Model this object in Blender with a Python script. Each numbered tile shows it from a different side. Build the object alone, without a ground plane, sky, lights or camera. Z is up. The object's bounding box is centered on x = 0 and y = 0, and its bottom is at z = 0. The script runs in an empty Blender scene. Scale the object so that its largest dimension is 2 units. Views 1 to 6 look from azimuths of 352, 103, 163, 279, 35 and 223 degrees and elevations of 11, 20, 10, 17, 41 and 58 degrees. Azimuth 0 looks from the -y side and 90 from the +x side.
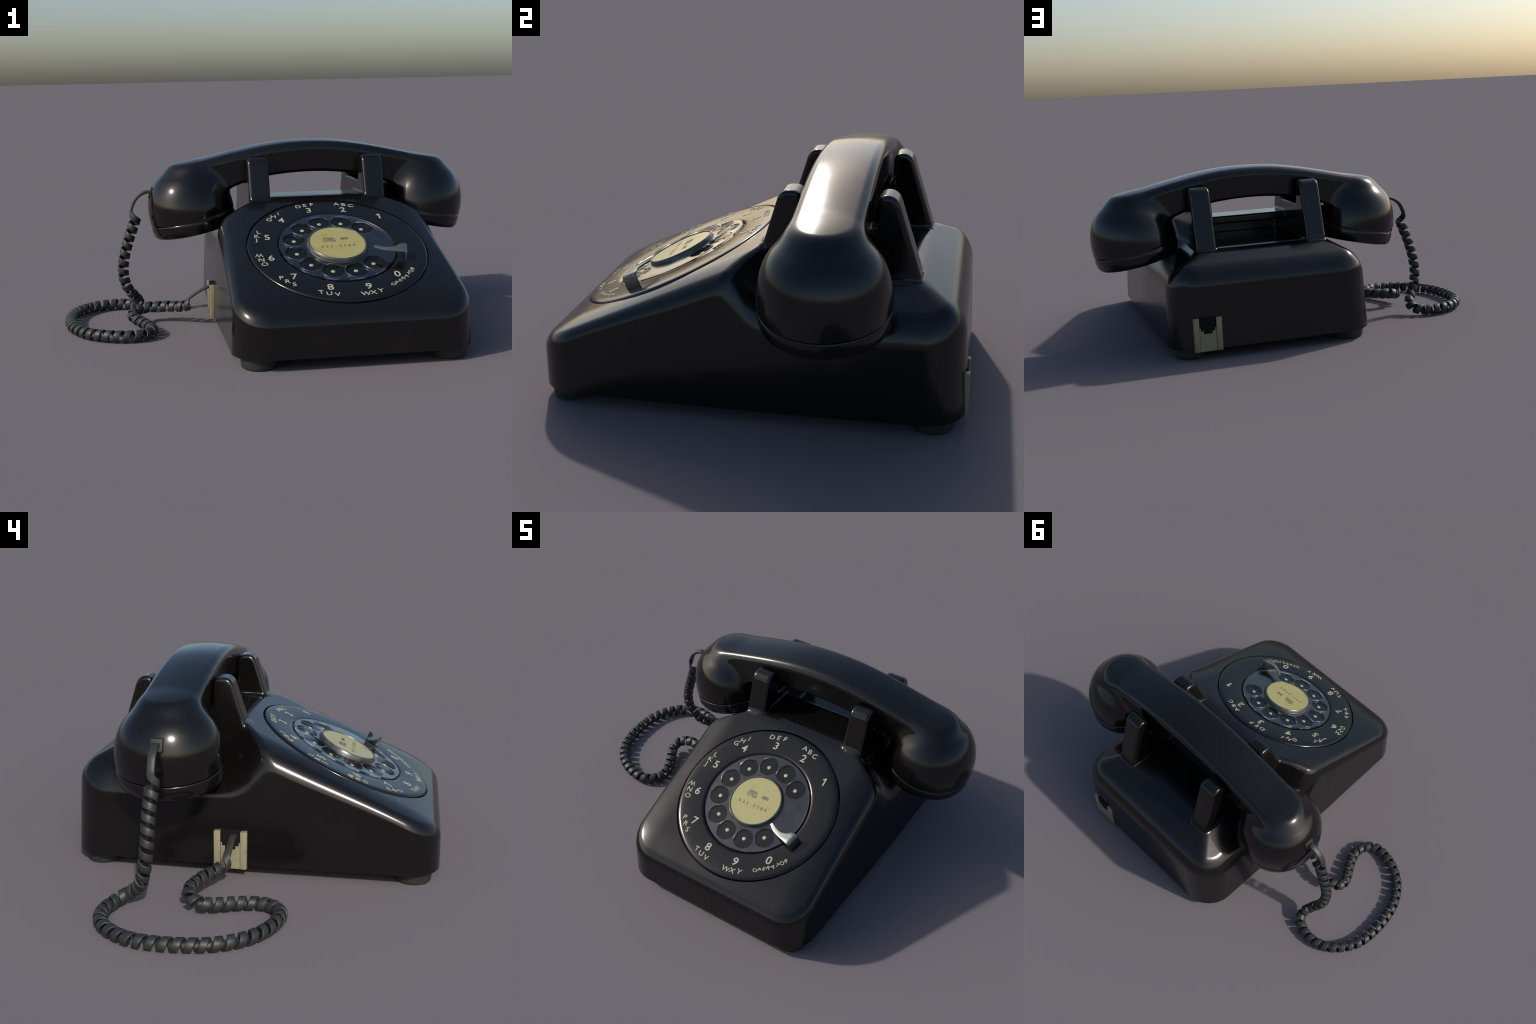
"""Black rotary desk telephone with handset on its cradle, coiled cord and wall-jack plates."""
import bpy, bmesh, math
import numpy as np
from mathutils import Vector, Matrix

XC = 0.2125            # symmetry plane of dial, prongs and deck
WALL_XC = 0.2095       # the skirt sits a little to the left of it
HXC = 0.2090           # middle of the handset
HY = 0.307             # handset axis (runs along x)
BASE_Z = 0.049         # underside of the shell
DIAL_C = np.array([XC - 0.0005, -0.338, 0.4185])
DIAL_TILT = math.radians(24.0)

# --------------------------------------------------------------------------- helpers
def smin(a, b, k):
    h = np.maximum(k - np.abs(a - b), 0.0) / k
    return np.minimum(a, b) - h * h * k * 0.25

def smax(a, b, k):
    return -smin(-a, -b, k)

def rmax(a, b, r):
    """intersection with a circular fillet of radius r (array or number)"""
    u = np.maximum(a + r, 0.0); v = np.maximum(b + r, 0.0)
    return np.minimum(np.maximum(a, b) + r, 0.0) + np.sqrt(u * u + v * v) - r

def sstep(a, b, t):
    t = np.clip((t - a) / (b - a), 0, 1)
    return t * t * (3 - 2 * t)

def polygon_sdf(px, py, pts):
    """signed distance to a closed polygon (negative inside)"""
    d = np.full(px.shape, 1e9); s = np.ones(px.shape)
    n = len(pts)
    for i in range(n):
        ax, ay = pts[i]; bx, by = pts[i - 1]
        ex, ey = bx - ax, by - ay
        wx, wy = px - ax, py - ay
        t = np.clip((wx * ex + wy * ey) / (ex * ex + ey * ey), 0, 1)
        dx, dy = wx - ex * t, wy - ey * t
        d = np.minimum(d, dx * dx + dy * dy)
        c1 = py >= ay; c2 = py < by; c3 = ex * wy > ey * wx
        flip = (c1 & c2 & c3) | (~c1 & ~c2 & ~c3)
        s = np.where(flip, -s, s)
    return s * np.sqrt(d)

def curve_points(pts, n, closed=False):
    """centripetal-free Catmull-Rom through the points, n samples, roughly even"""
    P = np.array(pts, float)
    if closed:
        P = np.vstack([P[-1], P, P[0], P[1]])
    else:
        P = np.vstack([2 * P[0] - P[1], P, 2 * P[-1] - P[-2]])
    out = []
    for i in range(1, len(P) - 2):
        t = np.linspace(0, 1, 24, endpoint=False)[:, None]
        a, b, c, d = P[i - 1], P[i], P[i + 1], P[i + 2]
        out.append(0.5 * (2 * b + (c - a) * t + (2 * a - 5 * b + 4 * c - d) * t ** 2 + (3 * b - a - 3 * c + d) * t ** 3))
    out.append(P[-2][None]); Q = np.vstack(out)
    L = np.concatenate([[0], np.cumsum(np.linalg.norm(np.diff(Q, axis=0), axis=1))])
    s = np.linspace(0, L[-1], n)
    return np.stack([np.interp(s, L, Q[:, k]) for k in range(Q.shape[1])], 1)

def polygonise(f, lo, hi, h):
    """surface nets over an implicit surface, then vertices pulled exactly on to it"""
    lo = np.array(lo); hi = np.array(hi)
    n = np.ceil((hi - lo) / h).astype(int) + 1
    F = np.full(n, 1.0, dtype=np.float32)
    B = 16
    for i in range(0, n[0], B):
        for j in range(0, n[1], B):
            for k in range(0, n[2], B):
                m = np.minimum([B, B, B], n - [i, j, k])
                c = lo + h * (np.array([i, j, k]) + (m - 1) / 2)
                v = float(f(np.array([c[0]]), np.array([c[1]]), np.array([c[2]]))[0])
                if abs(v) > h * B * 1.5:
                    F[i:i + m[0], j:j + m[1], k:k + m[2]] = np.sign(v); continue
                gx, gy, gz = np.meshgrid(lo[0] + h * (i + np.arange(m[0])), lo[1] + h * (j + np.arange(m[1])),
                                         lo[2] + h * (k + np.arange(m[2])), indexing='ij')
                F[i:i + m[0], j:j + m[1], k:k + m[2]] = f(gx, gy, gz)
    S = F < 0
    corners = [(a, b, c) for a in (0, 1) for b in (0, 1) for c in (0, 1)]
    cnt = sum(S[a:n[0] - 1 + a, b:n[1] - 1 + b, c:n[2] - 1 + c].astype(np.int8) for a, b, c in corners)
    act = (cnt > 0) & (cnt < 8)
    I = np.argwhere(act)
    idx = -np.ones(act.shape, int); idx[tuple(I.T)] = np.arange(len(I))
    acc = np.zeros((len(I), 3)); num = np.zeros(len(I))
    for a in corners:
        for ax in range(3):
            if a[ax]: continue
            b = list(a); b[ax] = 1
            fa = F[I[:, 0] + a[0], I[:, 1] + a[1], I[:, 2] + a[2]]
            fb = F[I[:, 0] + b[0], I[:, 1] + b[1], I[:, 2] + b[2]]
            x = (fa < 0) != (fb < 0)
            t = np.where(x, fa / np.where(x, fa - fb, 1), 0)
            p = np.array(a, float)[None].repeat(len(I), 0); p[:, ax] += t
            acc += p * x[:, None]; num += x
    V = lo + h * (I + acc / num[:, None])
    faces = []
    for ax in range(3):
        o1, o2 = (ax + 1) % 3, (ax + 2) % 3
        A = S; sl0 = [slice(None)] * 3; sl1 = [slice(None)] * 3
        sl0[ax] = slice(0, -1); sl1[ax] = slice(1, None)
        E = np.argwhere(A[tuple(sl0)] != A[tuple(sl1)])
        ok = (E[:, o1] > 0) & (E[:, o2] > 0) & (E[:, o1] < n[o1] - 1) & (E[:, o2] < n[o2] - 1)
        E = E[ok]
        def cell(d1, d2):
            c = E.copy(); c[:, o1] -= d1; c[:, o2] -= d2
            return idx[tuple(c.T)]
        q = np.stack([cell(1, 1), cell(0, 1), cell(0, 0), cell(1, 0)], 1)
        inside_first = A[tuple(E.T)]
        q[~inside_first] = q[~inside_first][:, ::-1]
        faces.append(q)
    Q = np.vstack(faces)
    for it in range(5):
        v = f(V[:, 0], V[:, 1], V[:, 2]); g = gradient(f, V)
        step = v[:, None] * g / np.maximum((g * g).sum(1), 0.2)[:, None]
        L = np.linalg.norm(step, axis=1); lim = 0.5 * h
        step *= np.minimum(1, lim / np.maximum(L, 1e-12))[:, None]
        V = V - step
    return V, Q

def gradient(f, V, e=4e-4):
    g = np.zeros_like(V)
    for k in range(3):
        d = np.zeros(3); d[k] = e
        a = V + d; b = V - d
        g[:, k] = (f(a[:, 0], a[:, 1], a[:, 2]) - f(b[:, 0], b[:, 1], b[:, 2])) / (2 * e)
    return g

def obj_from(name, verts, faces, mat, parent=None, smooth=True, angle=None):
    me = bpy.data.meshes.new(name)
    me.from_pydata([tuple(v) for v in verts], [], [tuple(int(i) for i in f) for f in faces])
    me.update()
    return add_mesh(name, me, mat, parent, smooth, angle)

def add_mesh(name, me, mat, parent=None, smooth=True, angle=None):
    ob = bpy.data.objects.new(name, me)
    bpy.context.scene.collection.objects.link(ob)
    if mat is not None:
        me.materials.clear(); me.materials.append(mat)
    me.polygons.foreach_set('use_smooth', [smooth] * len(me.polygons))
    if angle is not None:
        me.set_sharp_from_angle(angle=math.radians(angle))
    if parent is not None:
        ob.parent = parent
    return ob

def bm_mesh(name, bm):
    bmesh.ops.recalc_face_normals(bm, faces=bm.faces)
    me = bpy.data.meshes.new(name); bm.to_mesh(me); bm.free(); return me

def surface_normals(ob, f, tol=8e-4):
    """shade every corner that lies on the implicit surface with its exact normal"""
    me = ob.data
    V = np.empty(len(me.vertices) * 3); me.vertices.foreach_get('co', V); V = V.reshape(-1, 3)
    g = gradient(f, V); g /= np.maximum(np.linalg.norm(g, axis=1), 1e-9)[:, None]
    on = np.abs(f(V[:, 0], V[:, 1], V[:, 2])) < tol
    LV = np.empty(len(me.loops), int); me.loops.foreach_get('vertex_index', LV)
    FN = np.empty(len(me.polygons) * 3); me.polygons.foreach_get('normal', FN); FN = FN.reshape(-1, 3)
    LT = np.empty(len(me.polygons), int); me.polygons.foreach_get('loop_total', LT)
    LF = np.repeat(np.arange(len(me.polygons)), LT)
    N = g[LV].copy(); fn = FN[LF]
    bad = ~on[LV] | ((N * fn).sum(1) < 0.5)
    N[bad] = fn[bad]
    me.normals_split_custom_set([tuple(n) for n in N])

def lathe(name, profile, mat, parent, frame, steps=128, angle=35, closed=True):
    """revolve (radius, height) pairs about the frame's z axis"""
    vs, fs = [], []
    n = len(profile)
    for s in range(steps):
        a = 2 * math.pi * s / steps
        for r, hgt in profile:
            vs.append((r * math.cos(a), r * math.sin(a), hgt))
    for s in range(steps):
        t = (s + 1) % steps
        for i in range(n if closed else n - 1):
            j = (i + 1) % n
            fs.append((s * n + i, t * n + i, t * n + j, s * n + j))
    me = bpy.data.meshes.new(name); me.from_pydata(vs, [], fs)
    bm = bmesh.new(); bm.from_mesh(me)
    bmesh.ops.remove_doubles(bm, verts=bm.verts, dist=1e-6)
    bmesh.ops.recalc_face_normals(bm, faces=bm.faces)
    bm.to_mesh(me); bm.free()
    me.transform(frame)
    return add_mesh(name, me, mat, parent, True, angle)

def slab(name, outline, z0, z1, mat, parent, frame, bevel=0.0, seg=2, holes=None):
    """prism on a 2D outline with bevelled edges"""
    bm = bmesh.new()
    vs = [bm.verts.new((x, y, z0)) for x, y in outline]
    fc = bm.faces.new(vs)
    r = bmesh.ops.extrude_face_region(bm, geom=[fc])
    for v in r['geom']:
        if isinstance(v, bmesh.types.BMVert): v.co.z = z1
    bmesh.ops.recalc_face_normals(bm, faces=bm.faces)
    if bevel > 0:
        ed = [e for e in bm.edges if len(e.link_faces) == 2 and e.calc_face_angle() > math.radians(25)]
        bmesh.ops.bevel(bm, geom=ed, offset=bevel, segments=seg, profile=0.5, affect='EDGES', clamp_overlap=True)
    me = bm_mesh(name, bm); me.transform(frame)
    return add_mesh(name, me, mat, parent, True, 35)

def empty(name, loc, parent=None):
    e = bpy.data.objects.new(name, None); e.location = loc; e.empty_display_size = 0.1
    bpy.context.scene.collection.objects.link(e)
    if parent is not None: e.parent = parent
    return e

# --------------------------------------------------------------------------- materials
def new_mat(name):
    m = bpy.data.materials.new(name); m.use_nodes = True
    nt = m.node_tree
    return m, nt, nt.nodes['Principled BSDF']

def noise(nt, scale, detail=4, rough=0.55, coord='Object', stretch=None):
    tc = nt.nodes.new('ShaderNodeTexCoord'); n = nt.nodes.new('ShaderNodeTexNoise')
    n.inputs['Scale'].default_value = scale; n.inputs['Detail'].default_value = detail
    n.inputs['Roughness'].default_value = rough
    src = tc.outputs[coord]
    if stretch:
        mp = nt.nodes.new('ShaderNodeMapping'); mp.inputs['Scale'].default_value = stretch
        nt.links.new(src, mp.inputs[0]); src = mp.outputs[0]
    nt.links.new(src, n.inputs['Vector'])
    return n.outputs['Fac']

def ramp(nt, src, stops):
    r = nt.nodes.new('ShaderNodeValToRGB'); nt.links.new(src, r.inputs[0])
    el = r.color_ramp.elements
    while len(el) < len(stops): el.new(0.5)
    for e, (p, c) in zip(el, stops):
        e.position = p; e.color = (c[0], c[1], c[2], 1) if isinstance(c, tuple) else (c, c, c, 1)
    return r.outputs[0]

def mixc(nt, fac, a, b):
    m = nt.nodes.new('ShaderNodeMix'); m.data_type = 'RGBA'
    for sock, v in ((m.inputs[0], fac), (m.inputs[6], a), (m.inputs[7], b)):
        if isinstance(v, (int, float)): sock.default_value = v
        elif isinstance(v, tuple): sock.default_value = (*v, 1)
        else: nt.links.new(v, sock)
    return m.outputs[2]

def bump(nt, bsdf, src, strength, dist):
    b = nt.nodes.new('ShaderNodeBump'); b.inputs['Strength'].default_value = strength
    b.inputs['Distance'].default_value = dist
    nt.links.new(src, b.inputs['Height']); nt.links.new(b.outputs[0], bsdf.inputs['Normal'])

def black_plastic(name, col=(0.0044, 0.0040, 0.0039), dirt=(0.013, 0.012, 0.009), rough=(0.13, 0.21)):
    m, nt, b = new_mat(name)
    smudge = ramp(nt, noise(nt, 3.1, 5, 0.6), [(0.56, 0.0), (0.74, 1.0)])
    speck = ramp(nt, noise(nt, 46.0, 3, 0.5), [(0.71, 0.0), (0.76, 1.0)])
    c = mixc(nt, smudge, col, tuple(0.5 * (a + d) for a, d in zip(col, dirt)))
    c = mixc(nt, speck, c, dirt)
    nt.links.new(c, b.inputs['Base Color'])
    nt.links.new(ramp(nt, noise(nt, 5.0, 6, 0.6), [(0.3, rough[0]), (0.75, rough[1])]), b.inputs['Roughness'])
    b.inputs['IOR'].default_value = 1.5
    return m

M_BODY = black_plastic('black_plastic')
M_RING = black_plastic('number_ring_plastic', rough=(0.13, 0.2))

M_CORD, nt, b = new_mat('cord_vinyl')
nt.links.new(ramp(nt, noise(nt, 30, 4), [(0.3, (0.017, 0.0185, 0.018)), (0.7, (0.025, 0.0262, 0.0245))]), b.inputs['Base Color'])
b.inputs['Roughness'].default_value = 0.5

M_RUBBER, nt, b = new_mat('foot_rubber')
nt.links.new(ramp(nt, noise(nt, 25, 4), [(0.3, (0.014, 0.016, 0.0145)), (0.7, (0.021, 0.0225, 0.020))]), b.inputs['Base Color'])
b.inputs['Roughness'].default_value = 0.65

M_IVORY, nt, b = new_mat('aged_ivory_plastic')
nt.links.new(ramp(nt, noise(nt, 22, 5, 0.65), [(0.3, (0.21, 0.19, 0.11)), (0.55, (0.25, 0.226, 0.135)), (0.75, (0.16, 0.148, 0.09))]), b.inputs['Base Color'])
b.inputs['Roughness'].default_value = 0.45

M_PRINT, nt, b = new_mat('printed_ink')
nt.links.new(ramp(nt, noise(nt, 60, 3), [(0.3, (0.31, 0.31, 0.215)), (0.7, (0.39, 0.385, 0.27))]), b.inputs['Base Color'])
b.inputs['Roughness'].default_value = 0.5

M_CARD, nt, b = new_mat('yellowed_card')
stain = ramp(nt, noise(nt, 16, 5, 0.6), [(0.52, 0.0), (0.78, 0.8)])
nt.links.new(mixc(nt, stain, (0.335, 0.30, 0.108), (0.27, 0.215, 0.07)), b.inputs['Base Color'])
b.inputs['Roughness'].default_value = 0.5
b.inputs['Coat Weight'].default_value = 0.7; b.inputs['Coat Roughness'].default_value = 0.12

M_TYPE, nt, b = new_mat('faded_type')
nt.links.new(ramp(nt, noise(nt, 90, 3), [(0.35, (0.05, 0.045, 0.03)), (0.7, (0.15, 0.13, 0.065))]), b.inputs['Base Color'])
b.inputs['Roughness'].default_value = 0.6
M_TYPE2, nt, b = new_mat('pale_type')
nt.links.new(ramp(nt, noise(nt, 90, 3), [(0.35, (0.09, 0.078, 0.04)), (0.7, (0.19, 0.16, 0.07))]), b.inputs['Base Color'])
b.inputs['Roughness'].default_value = 0.6

M_STEEL, nt, b = new_mat('worn_steel')
b.inputs['Metallic'].default_value = 0.85
nt.links.new(ramp(nt, noise(nt, 30, 6, 0.65), [(0.3, (0.17, 0.183, 0.175)), (0.7, (0.30, 0.315, 0.295))]), b.inputs['Base Color'])
nt.links.new(ramp(nt, noise(nt, 40, 5), [(0.3, 0.26), (0.7, 0.42)]), b.inputs['Roughness'])

M_HUB, nt, b = new_mat('dull_hub_metal')
b.inputs['Metallic'].default_value = 0.6
nt.links.new(ramp(nt, noise(nt, 30, 5, 0.6), [(0.3, (0.07, 0.077, 0.075)), (0.7, (0.14, 0.148, 0.14))]), b.inputs['Base Color'])
b.inputs['Roughness'].default_value = 0.3

M_CLEAR, nt, b = new_mat('clear_acrylic')
b.inputs['Transmission Weight'].default_value = 1.0
b.inputs['IOR'].default_value = 1.47
b.inputs['Base Color'].default_value = (0.93, 0.94, 0.95, 1)
nt.links.new(ramp(nt, noise(nt, 14, 5, 0.65), [(0.35, 0.06), (0.75, 0.23)]), b.inputs['Roughness'])
bump(nt, b, noise(nt, 70, 5, 0.7), 0.06, 0.004)

M_HOLE, nt, b = new_mat('dark_recess')
b.inputs['Base Color'].default_value = (0.004, 0.004, 0.004, 1); b.inputs['Roughness'].default_value = 0.7; b.inputs['Specular IOR Level'].default_value = 0.2

# --------------------------------------------------------------------------- body shell
def filleted(corners, seg=9):
    """polygon from (x, y, radius) corners, each rounded to its radius"""
    out = []; n = len(corners)
    for i in range(n):
        p = np.array(corners[i][:2]); r = corners[i][2]
        a = np.array(corners[i - 1][:2]) - p; b = np.array(corners[(i + 1) % n][:2]) - p
        if r <= 0: out.append(tuple(p)); continue
        a /= np.linalg.norm(a); b /= np.linalg.norm(b)
        half = 0.5 * math.acos(float(np.clip(a @ b, -1, 1)))
        mid = (a + b) / np.linalg.norm(a + b); c = p + mid * r / math.sin(half)
        t0 = p + a * r / math.tan(half) - c; t1 = p + b * r / math.tan(half) - c
        a0 = math.atan2(t0[1], t0[0]); d = (math.atan2(t1[1], t1[0]) - a0 + math.pi) % (2 * math.pi) - math.pi
        for k in range(seg):
            t = a0 + d * k / (seg - 1); out.append((c[0] + r * math.cos(t), c[1] + r * math.sin(t)))
    return out

PRONG_OUTLINE = filleted([(0.052, 0.44, 0), (0.052, 0.585, 0), (0.115, 0.779, 0.040), (0.190, 0.779, 0.032), (0.190, 0.656, 0.008),
                          (0.436, 0.656, 0.008), (0.436, 0.774, 0.032), (0.502, 0.774, 0.044), (0.586, 0.50, 0), (0.586, 0.44, 0)])

def prong_sdf(X, y, z):
    r = 0.015
    d2 = polygon_sdf(y, z, PRONG_OUTLINE)
    return rmax(d2, np.abs(X - 0.2765) - 0.0505, r)

def shell_sdf(x, y, z):
    X = np.abs(x - XC)
    # outer wall: rounded rectangle with a little draft
    back = sstep(0.0, 0.5, y)
    wx = 0.5055 + 0.007 * np.exp(-((y - 0.05) / 0.38) ** 2) - 0.044 * (z - 0.05)
    wy = 0.757 - (0.018 + 0.022 * back) * (z - 0.05); rc = 0.145
    qx = np.abs(x - WALL_XC) - (wx - rc); qy = np.abs(y) - (wy - rc)
    wall = np.sqrt(np.maximum(qx, 0) ** 2 + np.maximum(qy, 0) ** 2) + np.minimum(np.maximum(qx, qy), 0) - rc
    # sloping face that carries the dial
    t = math.tan(DIAL_TILT)
    edge = np.clip((wall + 0.150) / 0.150, 0, 1.25)              # face falls away softly near the walls
    drop = (0.017 + 0.017 * sstep(-0.6, -0.1, y)) * edge ** 2.1 * (1 - sstep(-0.02, 0.06, y))
    face = (z - (0.4175 + t * (y + 0.338)) + drop) * math.cos(DIAL_TILT)
    # rear shelf falling to the sides and to the back
    side = (z - (0.490 - 0.60 * (X - 0.320))) / 1.166
    rear = (z - (0.490 - 0.52 * (y - 0.585))) / 1.127
    deck = smax(smax(z - 0.490, side, 0.015), rear, 0.02)
    # slanted wall between dial face and the hollow beside the prongs
    slant = (z - (0.587 - 1.03 * (y - 0.05) - 1.12 * (X - 0.327))) / 1.821
    sides = smin(np.maximum(slant, 0.235 - X), deck, 0.04)
    # shelf between the prongs, overhanging the finger recess
    shelf = rmax(rmax(z - 0.597, y - 0.272, 0.012), 0.556 - z, 0.010)
    web = np.maximum(z - 0.597, y - 0.09)
    middle = np.maximum(smin(shelf, web, 0.01), X - 0.320)
    top = smax(np.minimum(sides, middle), face, 0.025)
    r = 0.036 + 0.012 * sstep(-0.6, -0.1, y) + 0.013 * sstep(0.0, 0.35, y)
    shell = rmax(top, wall, r)
    return smin(shell, prong_sdf(X, y, z), 0.014)

phone = empty('rotary_telephone', (0, 0, 0))
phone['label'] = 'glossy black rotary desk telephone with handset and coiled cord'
phone['category'] = 'telephone'

V, Q = polygonise(shell_sdf, (XC - 0.53, -0.785, 0.0), (XC + 0.53, 0.785, 0.83), 0.0066)
me = bpy.data.meshes.new('body_shell')
me.from_pydata(V.tolist(), [], Q.tolist()); me.update()
bm = bmesh.new(); bm.from_mesh(me)
g = bm.verts[:] + bm.edges[:] + bm.faces[:]
bmesh.ops.bisect_plane(bm, geom=g, plane_co=(0, 0, BASE_Z), plane_no=(0, 0, 1), clear_inner=True)
rim = [e for e in bm.edges if e.is_boundary]
bmesh.ops.contextual_create(bm, geom=rim)
bmesh.ops.recalc_face_normals(bm, faces=bm.faces)
bm.to_mesh(me); bm.free()
shell = add_mesh('body_shell', me, M_BODY, phone)

# round well for the dial
DF = Matrix.Translation(Vector(DIAL_C)) @ Matrix.Rotation(DIAL_TILT, 4, 'X')
well = lathe('dial_well_cutter', [(0, -0.03), (0.3985, -0.03), (0.3985, 0.1), (0, 0.1)], None, None, DF, 160, None)
md = shell.modifiers.new('well', 'BOOLEAN'); md.operation = 'DIFFERENCE'; md.object = well; md.solver = 'EXACT'
bpy.context.view_layer.update()
dg = bpy.context.evaluated_depsgraph_get()
cut = bpy.data.meshes.new_from_object(shell.evaluated_get(dg))
shell.modifiers.clear(); old = shell.data; shell.data = cut; bpy.data.meshes.remove(old)
cut.name = 'body_shell'
bpy.data.objects.remove(well)
shell.data.materials.clear(); shell.data.materials.append(M_BODY)
shell.data.polygons.foreach_set('use_smooth', [True] * len(shell.data.polygons))
surface_normals(shell, shell_sdf)

# the four prongs become parts of their own, seamless with the shell
def split_off(ob, selector, name, parent):
    """move the faces chosen by selector(centres) into a new object, keeping the shading normals"""
    me = ob.data
    nf = len(me.polygons)
    C = np.empty(nf * 3); me.polygons.foreach_get('center', C); C = C.reshape(-1, 3)
    sel = selector(C)
    N = np.array([tuple(n.vector) for n in me.corner_normals])
    LT = np.empty(nf, int); me.polygons.foreach_get('loop_total', LT)
    LS = np.empty(nf, int); me.polygons.foreach_get('loop_start', LS)
    LV = np.empty(len(me.loops), int); me.loops.foreach_get('vertex_index', LV)
    V = np.empty(len(me.vertices) * 3); me.vertices.foreach_get('co', V); V = V.reshape(-1, 3)
    res = []
    for mask, nm in ((~sel, me.name), (sel, name)):
        ids = np.nonzero(mask)[0]
        loops = np.concatenate([np.arange(LS[i], LS[i] + LT[i]) for i in ids])
        used, inv = np.unique(LV[loops], return_inverse=True)
        faces, p = [], 0
        for i in ids:
            faces.append(inv[p:p + LT[i]].tolist()); p += LT[i]
        m2 = bpy.data.meshes.new(nm); m2.from_pydata(V[used].tolist(), [], faces); m2.update()
        m2.materials.append(me.materials[0])
        m2.polygons.foreach_set('use_smooth', [True] * len(m2.polygons))
        m2.normals_split_custom_set([tuple(n) for n in N[loops]])
        res.append(m2)
    ob.data = res[0]; bpy.data.meshes.remove(me); res[0].name = ob.name
    o2 = bpy.data.objects.new(name, res[1]); bpy.context.scene.collection.objects.link(o2); o2.parent = parent
    return o2

def prong_region(sx, front):
    def pick(C):
        X = (C[:, 0] - XC) * sx
        ok = (X > 0.222) & (X < 0.332) & (C[:, 1] > 0.04) & (C[:, 1] < 0.60)
        line = np.where(C[:, 1] < 0.30, 0.604, 0.52 + 0 * X)
        ok &= C[:, 2] > line
        ok &= (C[:, 1] < 0.313) if front else (C[:, 1] >= 0.313)
        return ok
    return pick
for sx in (-1, 1):
    for front in (True, False):
        split_off(shell, prong_region(sx, front), 'cradle_prong', phone)

# feet
for sx in (-1, 1):
    for fy in (-0.652, 0.645):
        F = Matrix.Translation((XC + sx * 0.400, fy, 0))
        lathe('foot', [(0, 0), (0.068, 0), (0.0715, 0.002), (0.0740, 0.010), (0.0755, 0.060), (0, 0.060)], M_RUBBER, phone, F, 64)

# --------------------------------------------------------------------------- dial
dial = empty('dial', tuple(DIAL_C), phone)
bpy.context.view_layer.update()
def under(ob, parent):
    ob.parent = parent; ob.matrix_parent_inverse = Matrix.Translation(-Vector(parent.location)) if parent.parent is None or parent.parent.location.length == 0 else parent.matrix_world.inverted()
    return ob

ring = lathe('number_ring', [(0.2, -0.020), (0.392, -0.020), (0.3935, -0.004), (0.3915, 0.0005), (0.386, 0.0035), (0.376, 0.0048),
                             (0.355, 0.005), (0.275, 0.005), (0.266, 0.0043), (0.261, 0.0018), (0.258, -0.002), (0.2565, -0.008), (0.2, -0.009)],
             M_RING, None, DF, 192, 60)
under(ring, dial)
plate = lathe('dot_plate', [(0, -0.012), (0.254, -0.012), (0.254, 0.0), (0, 0.0)], M_RING, None, DF, 96)
under(plate, dial)

def dial_angle(n):          # n = 1..10 (10 is zero)
    return math.radians(43.2 + 29.95 * (n - 1))

for n in range(1, 11):
    a = dial_angle(n)
    F = DF @ Matrix.Translation((0.190 * math.cos(a), 0.190 * math.sin(a), 0))
    d = lathe('index_dot', [(0, 0.0), (0.0090, 0.0), (0.0090, 0.0012), (0.0082, 0.0016), (0, 0.0016)], M_PRINT, None, F, 24)
    under(d, dial)

# clear finger wheel: dished disc with ten finger holes, thick bevelled edges
def finger_wheel():
    bm = bmesh.new()
    RH, R0, R1, RC = 0.0485, 0.1345, 0.2535, 0.194
    cx = [(RC * math.cos(dial_angle(n)), RC * math.sin(dial_angle(n))) for n in range(1, 11)]
    NA, NR = 480, 24
    # fine polar grid, its vertices pushed out of every hole on to the hole's edge
    grid = {}
    def hgt(r):
        return 0.0090 + 0.0020 * (1 - sstep(R0, R1, np.array(r)).item())
    pts = []
    for i in range(NR + 1):
        r = R0 + (R1 - R0) * i / NR
        for j in range(NA):
            a = 2 * math.pi * j / NA
            pts.append([r * math.cos(a), r * math.sin(a)])
    pts = np.array(pts)
    inside = np.zeros(len(pts), bool)
    for (hx, hy) in cx:
        d = pts - [hx, hy]; L = np.linalg.norm(d, axis=1)
        inside |= L < RH * 0.9
        edge = (L >= RH * 0.9) & (L < RH * 1.05)
        pts[edge] = [hx, hy] + d[edge] / L[edge][:, None] * RH
    vs = {}
    def vert(k):
        if k not in vs:
            x, y = pts[k]; vs[k] = bm.verts.new((x, y, hgt(math.hypot(x, y))))
        return vs[k]
    for i in range(NR):
        for j in range(NA):
            q = [i * NA + j, (i + 1) * NA + j, (i + 1) * NA + (j + 1) % NA, i * NA + (j + 1) % NA]
            if any(inside[k] for k in q): continue
            try: bm.faces.new([vert(k) for k in q])
            except ValueError: pass
    bmesh.ops.remove_doubles(bm, verts=bm.verts, dist=4e-4)
    bmesh.ops.dissolve_degenerate(bm, edges=bm.edges, dist=1e-4)
    bmesh.ops.recalc_face_normals(bm, faces=bm.faces)
    if sum(f.normal.z for f in bm.faces) < 0:
        bmesh.ops.reverse_faces(bm, faces=bm.faces)
    r = bmesh.ops.extrude_face_region(bm, geom=bm.faces[:])
    # keep the first sheet on top, drop the copy
    for v in r['geom']:
        if isinstance(v, bmesh.types.BMVert): v.co.z -= 0.0045
    me = bm_mesh('finger_wheel', bm); me.transform(DF)
    return add_mesh('finger_wheel', me, M_CLEAR, None, True, 40)
under(finger_wheel(), dial)

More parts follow.
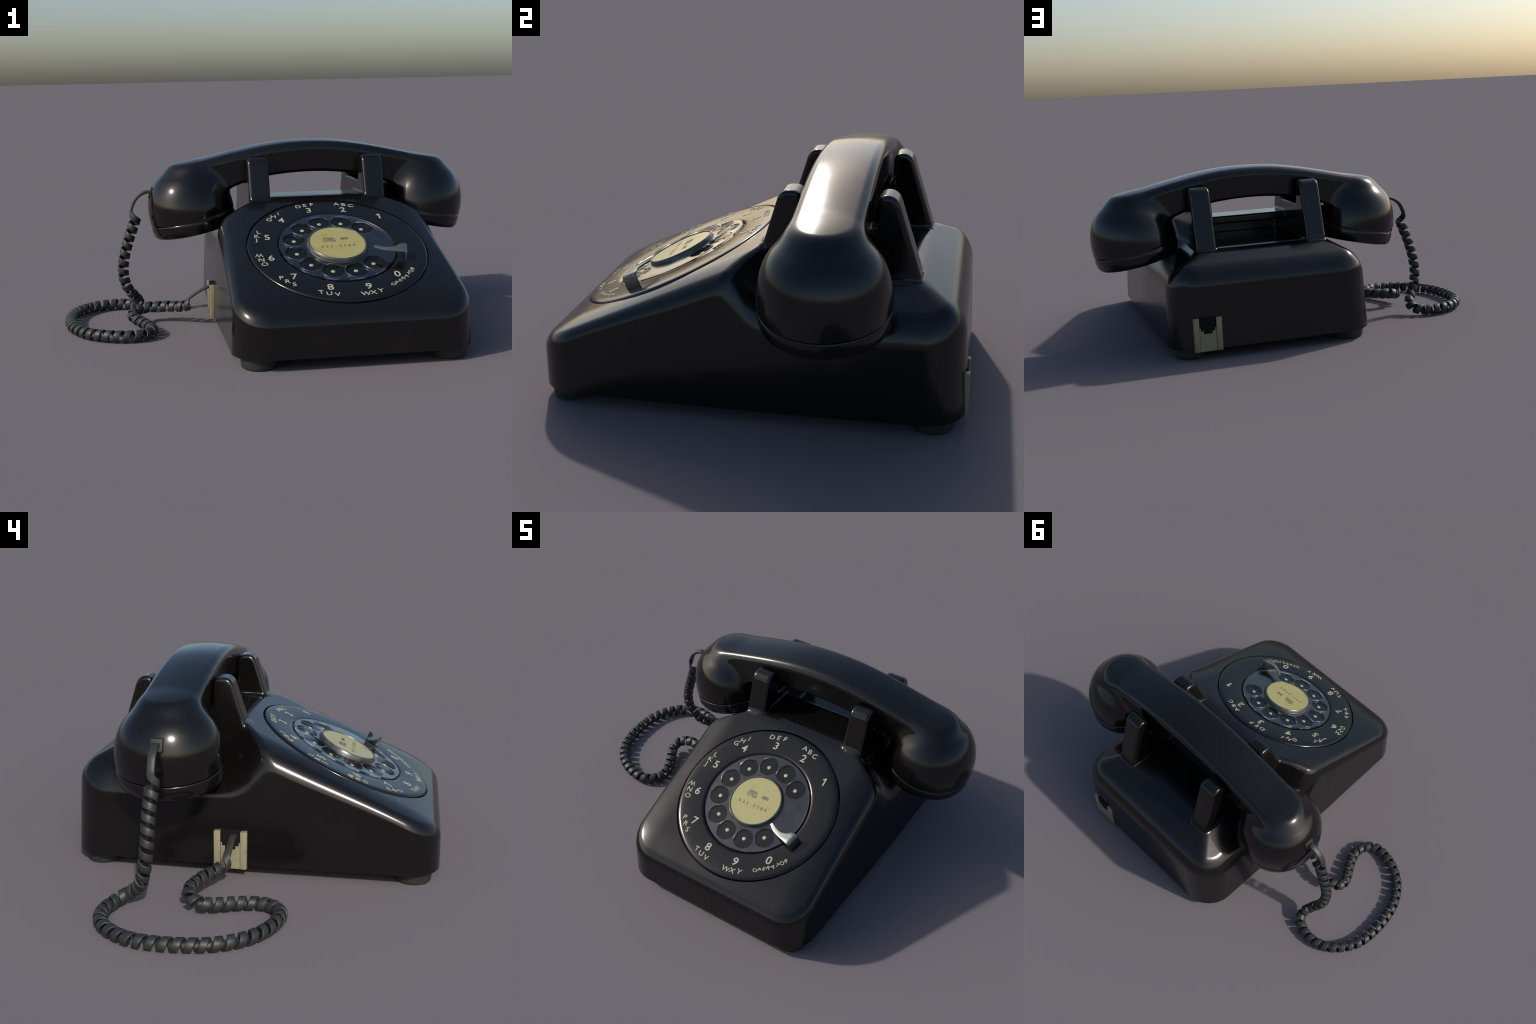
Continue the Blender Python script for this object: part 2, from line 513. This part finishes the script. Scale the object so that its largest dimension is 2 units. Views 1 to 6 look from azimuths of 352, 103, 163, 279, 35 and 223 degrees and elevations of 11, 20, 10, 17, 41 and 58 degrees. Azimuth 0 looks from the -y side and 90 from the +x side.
# hub, retaining ring and number card
hub = lathe('hub', [(0, 0.0005), (0.1335, 0.0005), (0.1335, 0.009), (0.1285, 0.0240), (0.126, 0.0262), (0.1235, 0.0262), (0.122, 0.0245), (0.1215, 0.0215), (0, 0.0215)],
            M_HUB, None, DF, 128, 40)
under(hub, dial)
card = lathe('number_card', [(0, 0.022), (0.1212, 0.022), (0.1212, 0.0232), (0, 0.0232)], M_CARD, None, DF, 96)
under(card, dial)

def letter(txt, size, lx, ly, hz, mat, name, parent, wide=1.0, bold=0.0, thick=0.0005):
    turn = txt == 'M'                       # an M is cut as an inverted W
    if turn: txt = 'W'; wide *= 0.88
    cu = bpy.data.curves.new(name, 'FONT'); cu.body = txt; cu.size = size
    cu.align_x = 'CENTER'; cu.align_y = 'CENTER'; cu.extrude = thick; cu.offset = bold; cu.resolution_u = 4
    o = bpy.data.objects.new(name, cu); bpy.context.scene.collection.objects.link(o)
    bpy.context.view_layer.update()
    me = bpy.data.meshes.new_from_object(o.evaluated_get(bpy.context.evaluated_depsgraph_get()))
    bpy.data.objects.remove(o); bpy.data.curves.remove(cu)
    co = np.empty(len(me.vertices) * 3); me.vertices.foreach_get('co', co); co = co.reshape(-1, 3)
    if turn: co[:, :2] *= -1
    co[:, :2] -= 0.5 * (co[:, :2].max(0) + co[:, :2].min(0)); co[:, 0] *= wide
    me.vertices.foreach_set('co', co.ravel())
    me.transform(DF @ Matrix.Translation((lx, ly, hz)))
    return under(add_mesh(name, me, mat, None, False), parent)

GROUPS = ['', 'ABC', 'DEF', 'GHI', 'JKL', 'MNO', 'PRS', 'TUV', 'WXY', None]
for n in range(1, 11):
    a = dial_angle(n); dig = str(n % 10)
    rr = 0.331 if n == 1 else 0.309
    if n == 1:                               # the one has a short flag
        one = [(0.0015, -0.020), (0.0085, -0.020), (0.0085, 0.020), (0.0025, 0.020), (-0.0085, 0.0125), (-0.0065, 0.0065), (0.0015, 0.0115)]
        under(slab('dial_digit', one, 0.0051, 0.0061, M_PRINT, None, DF @ Matrix.Translation((rr * math.cos(a), rr * math.sin(a), 0))), dial)
        continue
    letter(dig, 0.055, rr * math.cos(a), rr * math.sin(a), 0.0056, M_PRINT, 'dial_digit', dial, 1.05, 0.0006)
    word = GROUPS[n - 1]
    if word:
        upper = math.sin(a) > -0.35          # upper groups read clockwise, lower ones counter-clockwise
        dirn = -1 if math.sin(a) > 0 or n == 6 else 1
        if n == 5: dirn = -1
        if n in (6, 7): dirn = 1
        for k, ch in enumerate(word):
            b_ = a + dirn * math.radians(5.5) * (k - 1)
            letter(ch, 0.0345, 0.354 * math.cos(b_), 0.354 * math.sin(b_), 0.0056, M_PRINT, 'dial_letter', dial, 1.12, 0.0003)
    elif word is None:
        for k, ch in enumerate('OPERATOR'):
            b_ = math.radians(-59.5 + 25.0 * k / 7)
            letter(ch, 0.0235, 0.3455 * math.cos(b_), 0.3455 * math.sin(b_), 0.0056, M_PRINT, 'dial_letter', dial, 1.3, 0.0002)

letter('AREA', 0.020, -0.033, 0.034, 0.0234, M_TYPE, 'card_print', dial, 1.0, 0.0007, 0.0003)
letter('CODE', 0.020, -0.031, 0.0165, 0.0234, M_TYPE, 'card_print', dial, 1.0, 0.0005, 0.0003)
letter('203', 0.021, 0.036, 0.030, 0.0234, M_TYPE, 'card_print', dial, 1.15, 0.0008, 0.0003)
for k, ch in enumerate('933-5584'):
    letter(ch, 0.0235, -0.072 + 0.02 * k, -0.029 + 0.0008 * k, 0.0234, M_TYPE2, 'card_print', dial, 1.1, 0.0003, 0.0003)

# finger stop: hooked steel tongue bent down at its outer end
def finger_stop():
    upper = curve_points([(0.146, -0.0685), (0.172, -0.082), (0.203, -0.094), (0.232, -0.091), (0.256, -0.077), (0.276, -0.075)], 24)
    lower = curve_points([(0.139, -0.081), (0.170, -0.1045), (0.200, -0.1175), (0.236, -0.1285), (0.250, -0.132), (0.260, -0.136)], 24)
    rows = []
    for i, (u, l) in enumerate(zip(upper, lower)):
        z = 0.0465 + 0.0065 * i / 23
        rows.append([(u[0], u[1], z), (l[0], l[1], z - 0.002)])
    for k, (dx, dz) in enumerate([(0.005, -0.0015), (0.0085, -0.007), (0.010, -0.02), (0.013, -0.052)]):
        (ux, uy, uz), (lx, ly, lz) = rows[23]
        rows.append([(ux + dx, uy - 0.25 * dx, uz + dz), (lx + dx, ly - 0.25 * dx, lz + dz)])
    bm = bmesh.new()
    W = [[bm.verts.new(np.array(r[0]) + (np.array(r[1]) - np.array(r[0])) * t) for t in (0, .33, .67, 1)] for r in rows]
    for i in range(len(W) - 1):
        for k in range(3):
            bm.faces.new([W[i][k], W[i][k + 1], W[i + 1][k + 1], W[i + 1][k]])
    me = bm_mesh('finger_stop', bm); me.transform(DF)
    ob = add_mesh('finger_stop', me, M_STEEL, None)
    s = ob.modifiers.new('t', 'SOLIDIFY'); s.thickness = 0.0075; s.offset = 0
    bv = ob.modifiers.new('b', 'BEVEL'); bv.width = 0.0016; bv.segments = 2; bv.limit_method = 'ANGLE'
    dg = bpy.context.evaluated_depsgraph_get()
    m2 = bpy.data.meshes.new_from_object(ob.evaluated_get(dg)); ob.modifiers.clear(); ob.data = m2
    m2.polygons.foreach_set('use_smooth', [True] * len(m2.polygons)); m2.set_sharp_from_angle(angle=math.radians(40))
    return ob
under(finger_stop(), dial)

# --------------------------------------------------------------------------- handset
CUP_X, CUP_Z, CUP_TILT = 0.5755, 0.495, math.radians(11.6)
DOME_R, DOME_H, DOME_P = 0.2090, 0.235, 2.28      # cup: super-ellipsoid of revolution
CUP_SQUEEZE = 0.978
TOP_X = [0, .13, .25, .36, .47, .62, .72, .90]; TOP_Z = [.852, .847, .831, .810, .786, .752, .730, .689]
BOT_X = [0, .12, .22, .30, .38, .46, .80]; BOT_Z = [.699, .694, .682, .664, .636, .60, .45]
def soft_interp(x, xs, zs):
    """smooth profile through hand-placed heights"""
    xs = np.array(xs); zs = np.array(zs, float)
    m = np.gradient(zs, xs); m[0] = 0
    i = np.clip(np.searchsorted(xs, x) - 1, 0, len(xs) - 2)
    h = xs[i + 1] - xs[i]; t = np.clip((x - xs[i]) / h, 0, 1)
    return ((1 + 2 * t) * (1 - t) ** 2 * zs[i] + t * (1 - t) ** 2 * h * m[i]
            + t * t * (3 - 2 * t) * zs[i + 1] + t * t * (t - 1) * h * m[i + 1])

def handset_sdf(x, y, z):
    X = np.abs(x - HXC); Y = y - HY
    zt = soft_interp(X, TOP_X, TOP_Z); zb = soft_interp(X, BOT_X, BOT_Z)
    hw = 0.1185 - 0.10 * np.clip(zt - z, -0.05, 0.3) * 0.25
    plan = np.sqrt(np.maximum(X - 0.574, 0) ** 2 + Y ** 2) - hw
    zt = zt - 0.9 * np.minimum(Y * Y, 0.03)          # crowned top
    bar = rmax(rmax(plan, (z - zt) * 0.975, 0.034), (zb - z) * 0.96, 0.018)
    dx, dz = X - CUP_X, z - CUP_Z
    c, s = math.cos(CUP_TILT), math.sin(CUP_TILT)
    u = dx * c - dz * s; h = dx * s + dz * c
    rho = np.sqrt(u * u + (Y * CUP_SQUEEZE) ** 2)          # cups a little wider across than along
    hp = np.maximum(h - 0.012, 0.0)
    cup = ((rho / DOME_R) ** DOME_P + (hp / DOME_H) ** DOME_P) ** (1 / DOME_P) * 0.21 - 0.21
    cup = np.maximum(cup, -0.06 - h)
    return smin(bar, cup, 0.042)

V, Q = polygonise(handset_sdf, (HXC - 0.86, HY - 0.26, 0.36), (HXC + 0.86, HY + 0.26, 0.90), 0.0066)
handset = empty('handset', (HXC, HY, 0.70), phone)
bpy.context.view_layer.update()
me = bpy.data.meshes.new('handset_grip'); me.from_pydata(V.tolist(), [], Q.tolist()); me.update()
bm = bmesh.new(); bm.from_mesh(me)
def cup_frame(sx):
    # local z = cup axis (up), origin on the seam plane
    ax = Vector((sx * math.sin(CUP_TILT), 0, math.cos(CUP_TILT)))
    xx = Vector((math.cos(CUP_TILT), 0, -sx * math.sin(CUP_TILT)))
    M = Matrix((xx, ax.cross(xx), ax)).transposed().to_4x4()
    M.translation = Vector((HXC + sx * CUP_X, HY, CUP_Z))
    return M
for sx in (-1, 1):
    M = cup_frame(sx); no = M.to_3x3() @ Vector((0, 0, 1))
    half = lambda items: [e for e in items if all((v.co.x - HXC) * sx > 0.3 for v in (e.verts if not isinstance(e, bmesh.types.BMVert) else [e]))]
    geom = half(bm.verts[:]) + half(bm.edges[:]) + half(bm.faces[:])
    bmesh.ops.bisect_plane(bm, geom=geom, plane_co=M.translation, plane_no=no, clear_inner=True)
bnd = [e for e in bm.edges if e.is_boundary]
for grow, drop in ((0.0030, 0.0022), (0.012, 0.0)):
    r = bmesh.ops.extrude_edge_only(bm, edges=bnd)
    nv = [v for v in r['geom'] if isinstance(v, bmesh.types.BMVert)]
    for v in nv:
        sx = 1 if v.co.x > HXC else -1
        M = cup_frame(sx); l = M.inverted() @ v.co
        rr = math.hypot(l.x, l.y); k = (rr - grow) / rr
        v.co = M @ Vector((l.x * k, l.y * k, l.z - drop))
    bnd = [e for e in r['geom'] if isinstance(e, bmesh.types.BMEdge)]
bmesh.ops.recalc_face_normals(bm, faces=bm.faces)
bm.to_mesh(me); bm.free()
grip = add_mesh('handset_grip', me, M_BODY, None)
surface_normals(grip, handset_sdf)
for sx, nm in ((-1, 'mouthpiece'), (1, 'earpiece')):
    def region(C, sx=sx):
        return (C[:, 0] - HXC) * sx > 0.375
    o = split_off(grip, region, nm + '_cup', None)
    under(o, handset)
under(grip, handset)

for sx, nm in ((-1, 'mouthpiece_cap'), (1, 'earpiece_cap')):
    M = cup_frame(sx)
    prof = [(0, -0.012), (0.192, -0.012), (0.197, -0.0060), (0.2045, -0.0060), (0.2070, -0.0075), (0.2084, -0.0115), (0.2092, -0.03),
            (0.2065, -0.051), (0.2020, -0.063), (0.195, -0.0705), (0.185, -0.0725), (0.172, -0.070), (0.150, -0.066), (0.09, -0.061), (0, -0.060)]
    cap = lathe(nm, prof, M_BODY, None, M @ Matrix.Diagonal((1, 1 / CUP_SQUEEZE, 1, 1)), 128, 50)
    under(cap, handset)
    bm = bmesh.new()
    spots = [(0, 0)] + [(0.035 * math.cos(t), 0.035 * math.sin(t)) for t in np.arange(6) * math.pi / 3] \
        + [(0.07 * math.cos(t), 0.07 * math.sin(t)) for t in np.arange(12) * math.pi / 6]
    for px, py in spots:
        bmesh.ops.create_cone(bm, cap_ends=True, segments=16, radius1=0.008, radius2=0.008, depth=0.004,
                              matrix=Matrix.Translation((px, py, -0.0615)))
    hm = bm_mesh('sound_holes', bm); hm.transform(M)
    ho = add_mesh('sound_holes', hm, M_HOLE, None, False); ho['kind'] = 'stuff'
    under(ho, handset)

# --------------------------------------------------------------------------- cord
# socket in the left cup: dark recess with a flat plug
xs = np.linspace(-0.70, -0.45, 500)                # where a horizontal line at socket height meets the cup
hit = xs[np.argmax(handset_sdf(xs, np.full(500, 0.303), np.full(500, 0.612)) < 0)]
PLUG = Vector((float(hit), 0.303, 0.612))
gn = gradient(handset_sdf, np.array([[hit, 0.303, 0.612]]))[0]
pn = Vector((gn[0], 0, gn[2])).normalized()
px = Vector((0, 1, 0)); pz = pn.cross(px).normalized()
PF = Matrix((px, pz, pn)).transposed().to_4x4(); PF.translation = PLUG
bx = lambda w, h: [(-w, -h), (w, -h), (w, h), (-w, h)]
frame_o = slab('cord_socket', bx(0.0275, 0.0275), -0.02, 0.0012, M_HOLE, None, PF, 0.001)
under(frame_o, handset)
plug = slab('cord_plug', bx(0.0235, 0.0235), -0.01, 0.0024, M_RUBBER, None, PF, 0.001)
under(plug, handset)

AXIS = [(-0.6405, 0.300, 0.535), (-0.6480, 0.301, 0.487), (-0.6610, 0.3025, 0.445), (-0.6745, 0.3045, 0.410), (-0.686, 0.306, 0.376), (-0.700, 0.306, 0.331), (-0.711, 0.307, 0.285), (-0.716, 0.311, 0.237),
        (-0.713, 0.319, 0.186), (-0.697, 0.333, 0.137), (-0.678, 0.345, 0.108), (-0.659, 0.367, 0.080), (-0.645, 0.396, 0.055),
        (-0.655, 0.428, 0.038), (-0.692, 0.452, 0.028), (-0.738, 0.465, 0.027), (-0.787, 0.464, 0.027), (-0.829, 0.453, 0.027),
        (-0.870, 0.431, 0.027), (-0.903, 0.401, 0.027), (-0.931, 0.364, 0.027), (-0.955, 0.319, 0.027), (-0.969, 0.272, 0.027),
        (-0.974, 0.227, 0.027), (-0.975, 0.179, 0.027), (-0.973, 0.134, 0.027), (-0.967, 0.089, 0.027), (-0.958, 0.043, 0.027),
        (-0.941, -0.003, 0.027), (-0.917, -0.047, 0.027), (-0.889, -0.084, 0.027), (-0.858, -0.114, 0.027), (-0.823, -0.138, 0.027),
        (-0.781, -0.159, 0.027), (-0.733, -0.174, 0.027), (-0.685, -0.179, 0.027), (-0.645, -0.169, 0.027), (-0.615, -0.143, 0.027),
        (-0.598, -0.104, 0.027), (-0.600, -0.061, 0.028), (-0.615, -0.017, 0.031), (-0.638, 0.027, 0.035), (-0.661, 0.066, 0.040),
        (-0.679, 0.106, 0.047), (-0.674, 0.146, 0.056), (-0.643, 0.168, 0.065), (-0.600, 0.174, 0.072), (-0.553, 0.164, 0.074),
        (-0.508, 0.145, 0.078), (-0.469, 0.124, 0.080), (-0.437, 0.100, 0.086), (-0.411, 0.080, 0.099), (-0.389, 0.070, 0.120)]

def build_cord():
    N = 3000
    P = curve_points(AXIS, N)
    T = np.gradient(P, axis=0); T /= np.linalg.norm(T, axis=1)[:, None]
    # parallel-transported frame
    n0 = np.cross(T[0], [0, 1, 0]); n0 /= np.linalg.norm(n0)
    Nn = np.zeros_like(P); Nn[0] = n0
    for i in range(1, N):
        v = Nn[i - 1] - T[i] * (Nn[i - 1] @ T[i]); Nn[i] = v / np.linalg.norm(v)
    Bn = np.cross(T, Nn)
    sl = np.concatenate([[0], np.cumsum(np.linalg.norm(np.diff(P, axis=0), axis=1))]); L = sl[-1]
    # winding rate: straight strap at both ends, one turn per pitch in between
    rate = 2 * math.pi / 0.0445 * sstep(0.0, 0.075, sl) * (1 - sstep(L - 0.065, L, sl))
    wind = np.concatenate([[0], np.cumsum(0.5 * (rate[1:] + rate[:-1]) * np.diff(sl))])
    R = 0.0225
    def angle_of(v, i):
        v = np.array(v); return math.atan2(v @ Bn[i], v @ Nn[i])
    a0 = angle_of((-1, 0, 0), 0); a1 = angle_of((-0.6, 0, 0.8), N - 1)
    want = (a0 - a1) % (2 * math.pi)
    wind *= (round((wind[-1] - want) / (2 * math.pi)) * 2 * math.pi + want) / wind[-1]
    phi = a0 - wind
    rad = np.cos(phi)[:, None] * Nn + np.sin(phi)[:, None] * Bn
    C = P + R * rad
    tc = np.gradient(C, axis=0); tc /= np.linalg.norm(tc, axis=1)[:, None]
    W = np.cross(tc, rad)                          # the broad side hugs the coil
    s0 = [tuple(PLUG - 0.008 * pn), tuple(PLUG + 0.016 * pn), (-0.612, 0.302, 0.6075), (-0.641, 0.301, 0.583), tuple(C[0])]
    S0 = curve_points(s0 + [tuple(C[0] + 0.03 * tc[0])], 120)
    keep = np.linalg.norm(S0 - C[0], axis=1).argmin(); S0 = S0[:keep]
    s1 = [tuple(C[-1]), (-0.350, 0.0675, 0.170), (-0.315, 0.066, 0.182), (-0.262, 0.066, 0.181)]
    S1 = curve_points([tuple(C[-1] - 0.03 * tc[-1])] + s1, 110)
    keep = np.linalg.norm(S1 - C[-1], axis=1).argmin(); S1 = S1[keep + 1:]
    yy = np.array([0, 1.0, 0])
    W0 = np.tile(yy * np.sign(W[0] @ yy), (len(S0), 1)); W1 = np.tile(yy * np.sign(W[-1] @ yy), (len(S1), 1))
    C2 = np.vstack([S0, C, S1]); W2 = np.vstack([W0, W, W1])
    for it in range(30):                           # soften the joins
        for a in (len(S0), len(C2) - len(S1)):
            q = slice(a - 25, a + 60) if a < 1000 else slice(a - 60, a + 25)
            qm = slice(q.start - 1, q.stop - 1); qp = slice(q.start + 1, q.stop + 1)
            W2[q] = 0.5 * W2[q] + 0.25 * (W2[qm] + W2[qp])
            C2[a - 8:a + 8] = 0.5 * C2[a - 8:a + 8] + 0.25 * (C2[a - 9:a + 7] + C2[a - 7:a + 9])
    tan = np.gradient(C2, axis=0); tan /= np.linalg.norm(tan, axis=1)[:, None]
    W2 = W2 - tan * (W2 * tan).sum(1)[:, None]; W2 /= np.linalg.norm(W2, axis=1)[:, None]
    H2 = np.cross(tan, W2)
    hw, ht, rr = 0.0140, 0.0042, 0.0024
    sec = []
    for cx_, cy_, a0 in ((hw - rr, ht - rr, 0), (-hw + rr, ht - rr, 90), (-hw + rr, -ht + rr, 180), (hw - rr, -ht + rr, 270)):
        for a in (0, 45, 90):
            t = math.radians(a0 + a); sec.append((cx_ + rr * math.cos(t), cy_ + rr * math.sin(t)))
    sec = np.array(sec); m = len(sec); n = len(C2)
    k = np.arange(n)
    n0, n1 = len(S0), n - len(S1)
    fat = np.interp(k, [0, n0, n0 + 180], [1.65, 1.5, 1.0]) * np.interp(k, [n1 - 120, n1, n - 1], [1.0, 1.15, 1.2])
    broad = np.interp(k, [0, n0, n0 + 180], [1.08, 1.08, 1.0])
    VV = (C2[:, None] + broad[:, None, None] * sec[None, :, 0:1] * W2[:, None] + fat[:, None, None] * sec[None, :, 1:2] * H2[:, None]).reshape(-1, 3)
    i, k = np.meshgrid(np.arange(n - 1), np.arange(m), indexing='ij')
    k2 = (k + 1) % m
    FF = np.stack([i * m + k, i * m + k2, (i + 1) * m + k2, (i + 1) * m + k], -1).reshape(-1, 4)
    faces = FF.tolist() + [list(range(m))[::-1], [(n - 1) * m + q for q in range(m)]]
    bm = bmesh.new(); me = bpy.data.meshes.new('coiled_cord'); me.from_pydata(VV.tolist(), [], faces)
    bm.from_mesh(me); bmesh.ops.recalc_face_normals(bm, faces=bm.faces); bm.to_mesh(me); bm.free()
    return add_mesh('coiled_cord', me, M_CORD, phone, True, 60)
build_cord()

# --------------------------------------------------------------------------- jack plates
def jack(origin, u, out, name):
    """ivory jack frame: two rails and a web with a stepped notch; u runs along the wall, out away from it"""
    u = Vector(u); out = Vector(out); up = u.cross(out)
    if up.z < 0: u = -u; up = u.cross(out)
    M = Matrix((u, up, out)).transposed().to_4x4(); M.translation = Vector(origin)
    root = empty(name, origin, phone); bpy.context.view_layer.update()
    W, H = 0.067, 0.0790
    for s in (-1, 1):
        xs = sorted((s * (W - 0.026), s * W))
        under(slab('jack_rail', [(xs[0], -H), (xs[1], -H), (xs[1], H), (xs[0], H)], -0.03, 0.0, M_IVORY, None, M, 0.0015), root)
    w = W - 0.0275
    notch = [(-w, -H), (w, -H), (w, 0.032), (0.034, 0.032), (0.034, 0.018), (0.021, 0.018), (0.021, 0.004), (-0.021, 0.004),
             (-0.021, 0.018), (-0.034, 0.018), (-0.034, 0.032), (-w, 0.032)]
    under(slab('jack_web', notch, -0.03, -0.003, M_IVORY, None, M, 0.0008, 1), root)
    under(slab('jack_opening', [(-w, -0.03), (w, -0.03), (w, H + 0.004), (-w, H + 0.004)], -0.04, -0.0055, M_HOLE, None, M, 0.001, 1), root)
    return root
jack((-0.3180, 0.078, 0.118), (0, -1, 0), (-1, 0, 0), 'cord_jack')
jack((0.5445, 0.7615, 0.120), (-1, 0, 0), (0, 1, 0), 'line_jack')
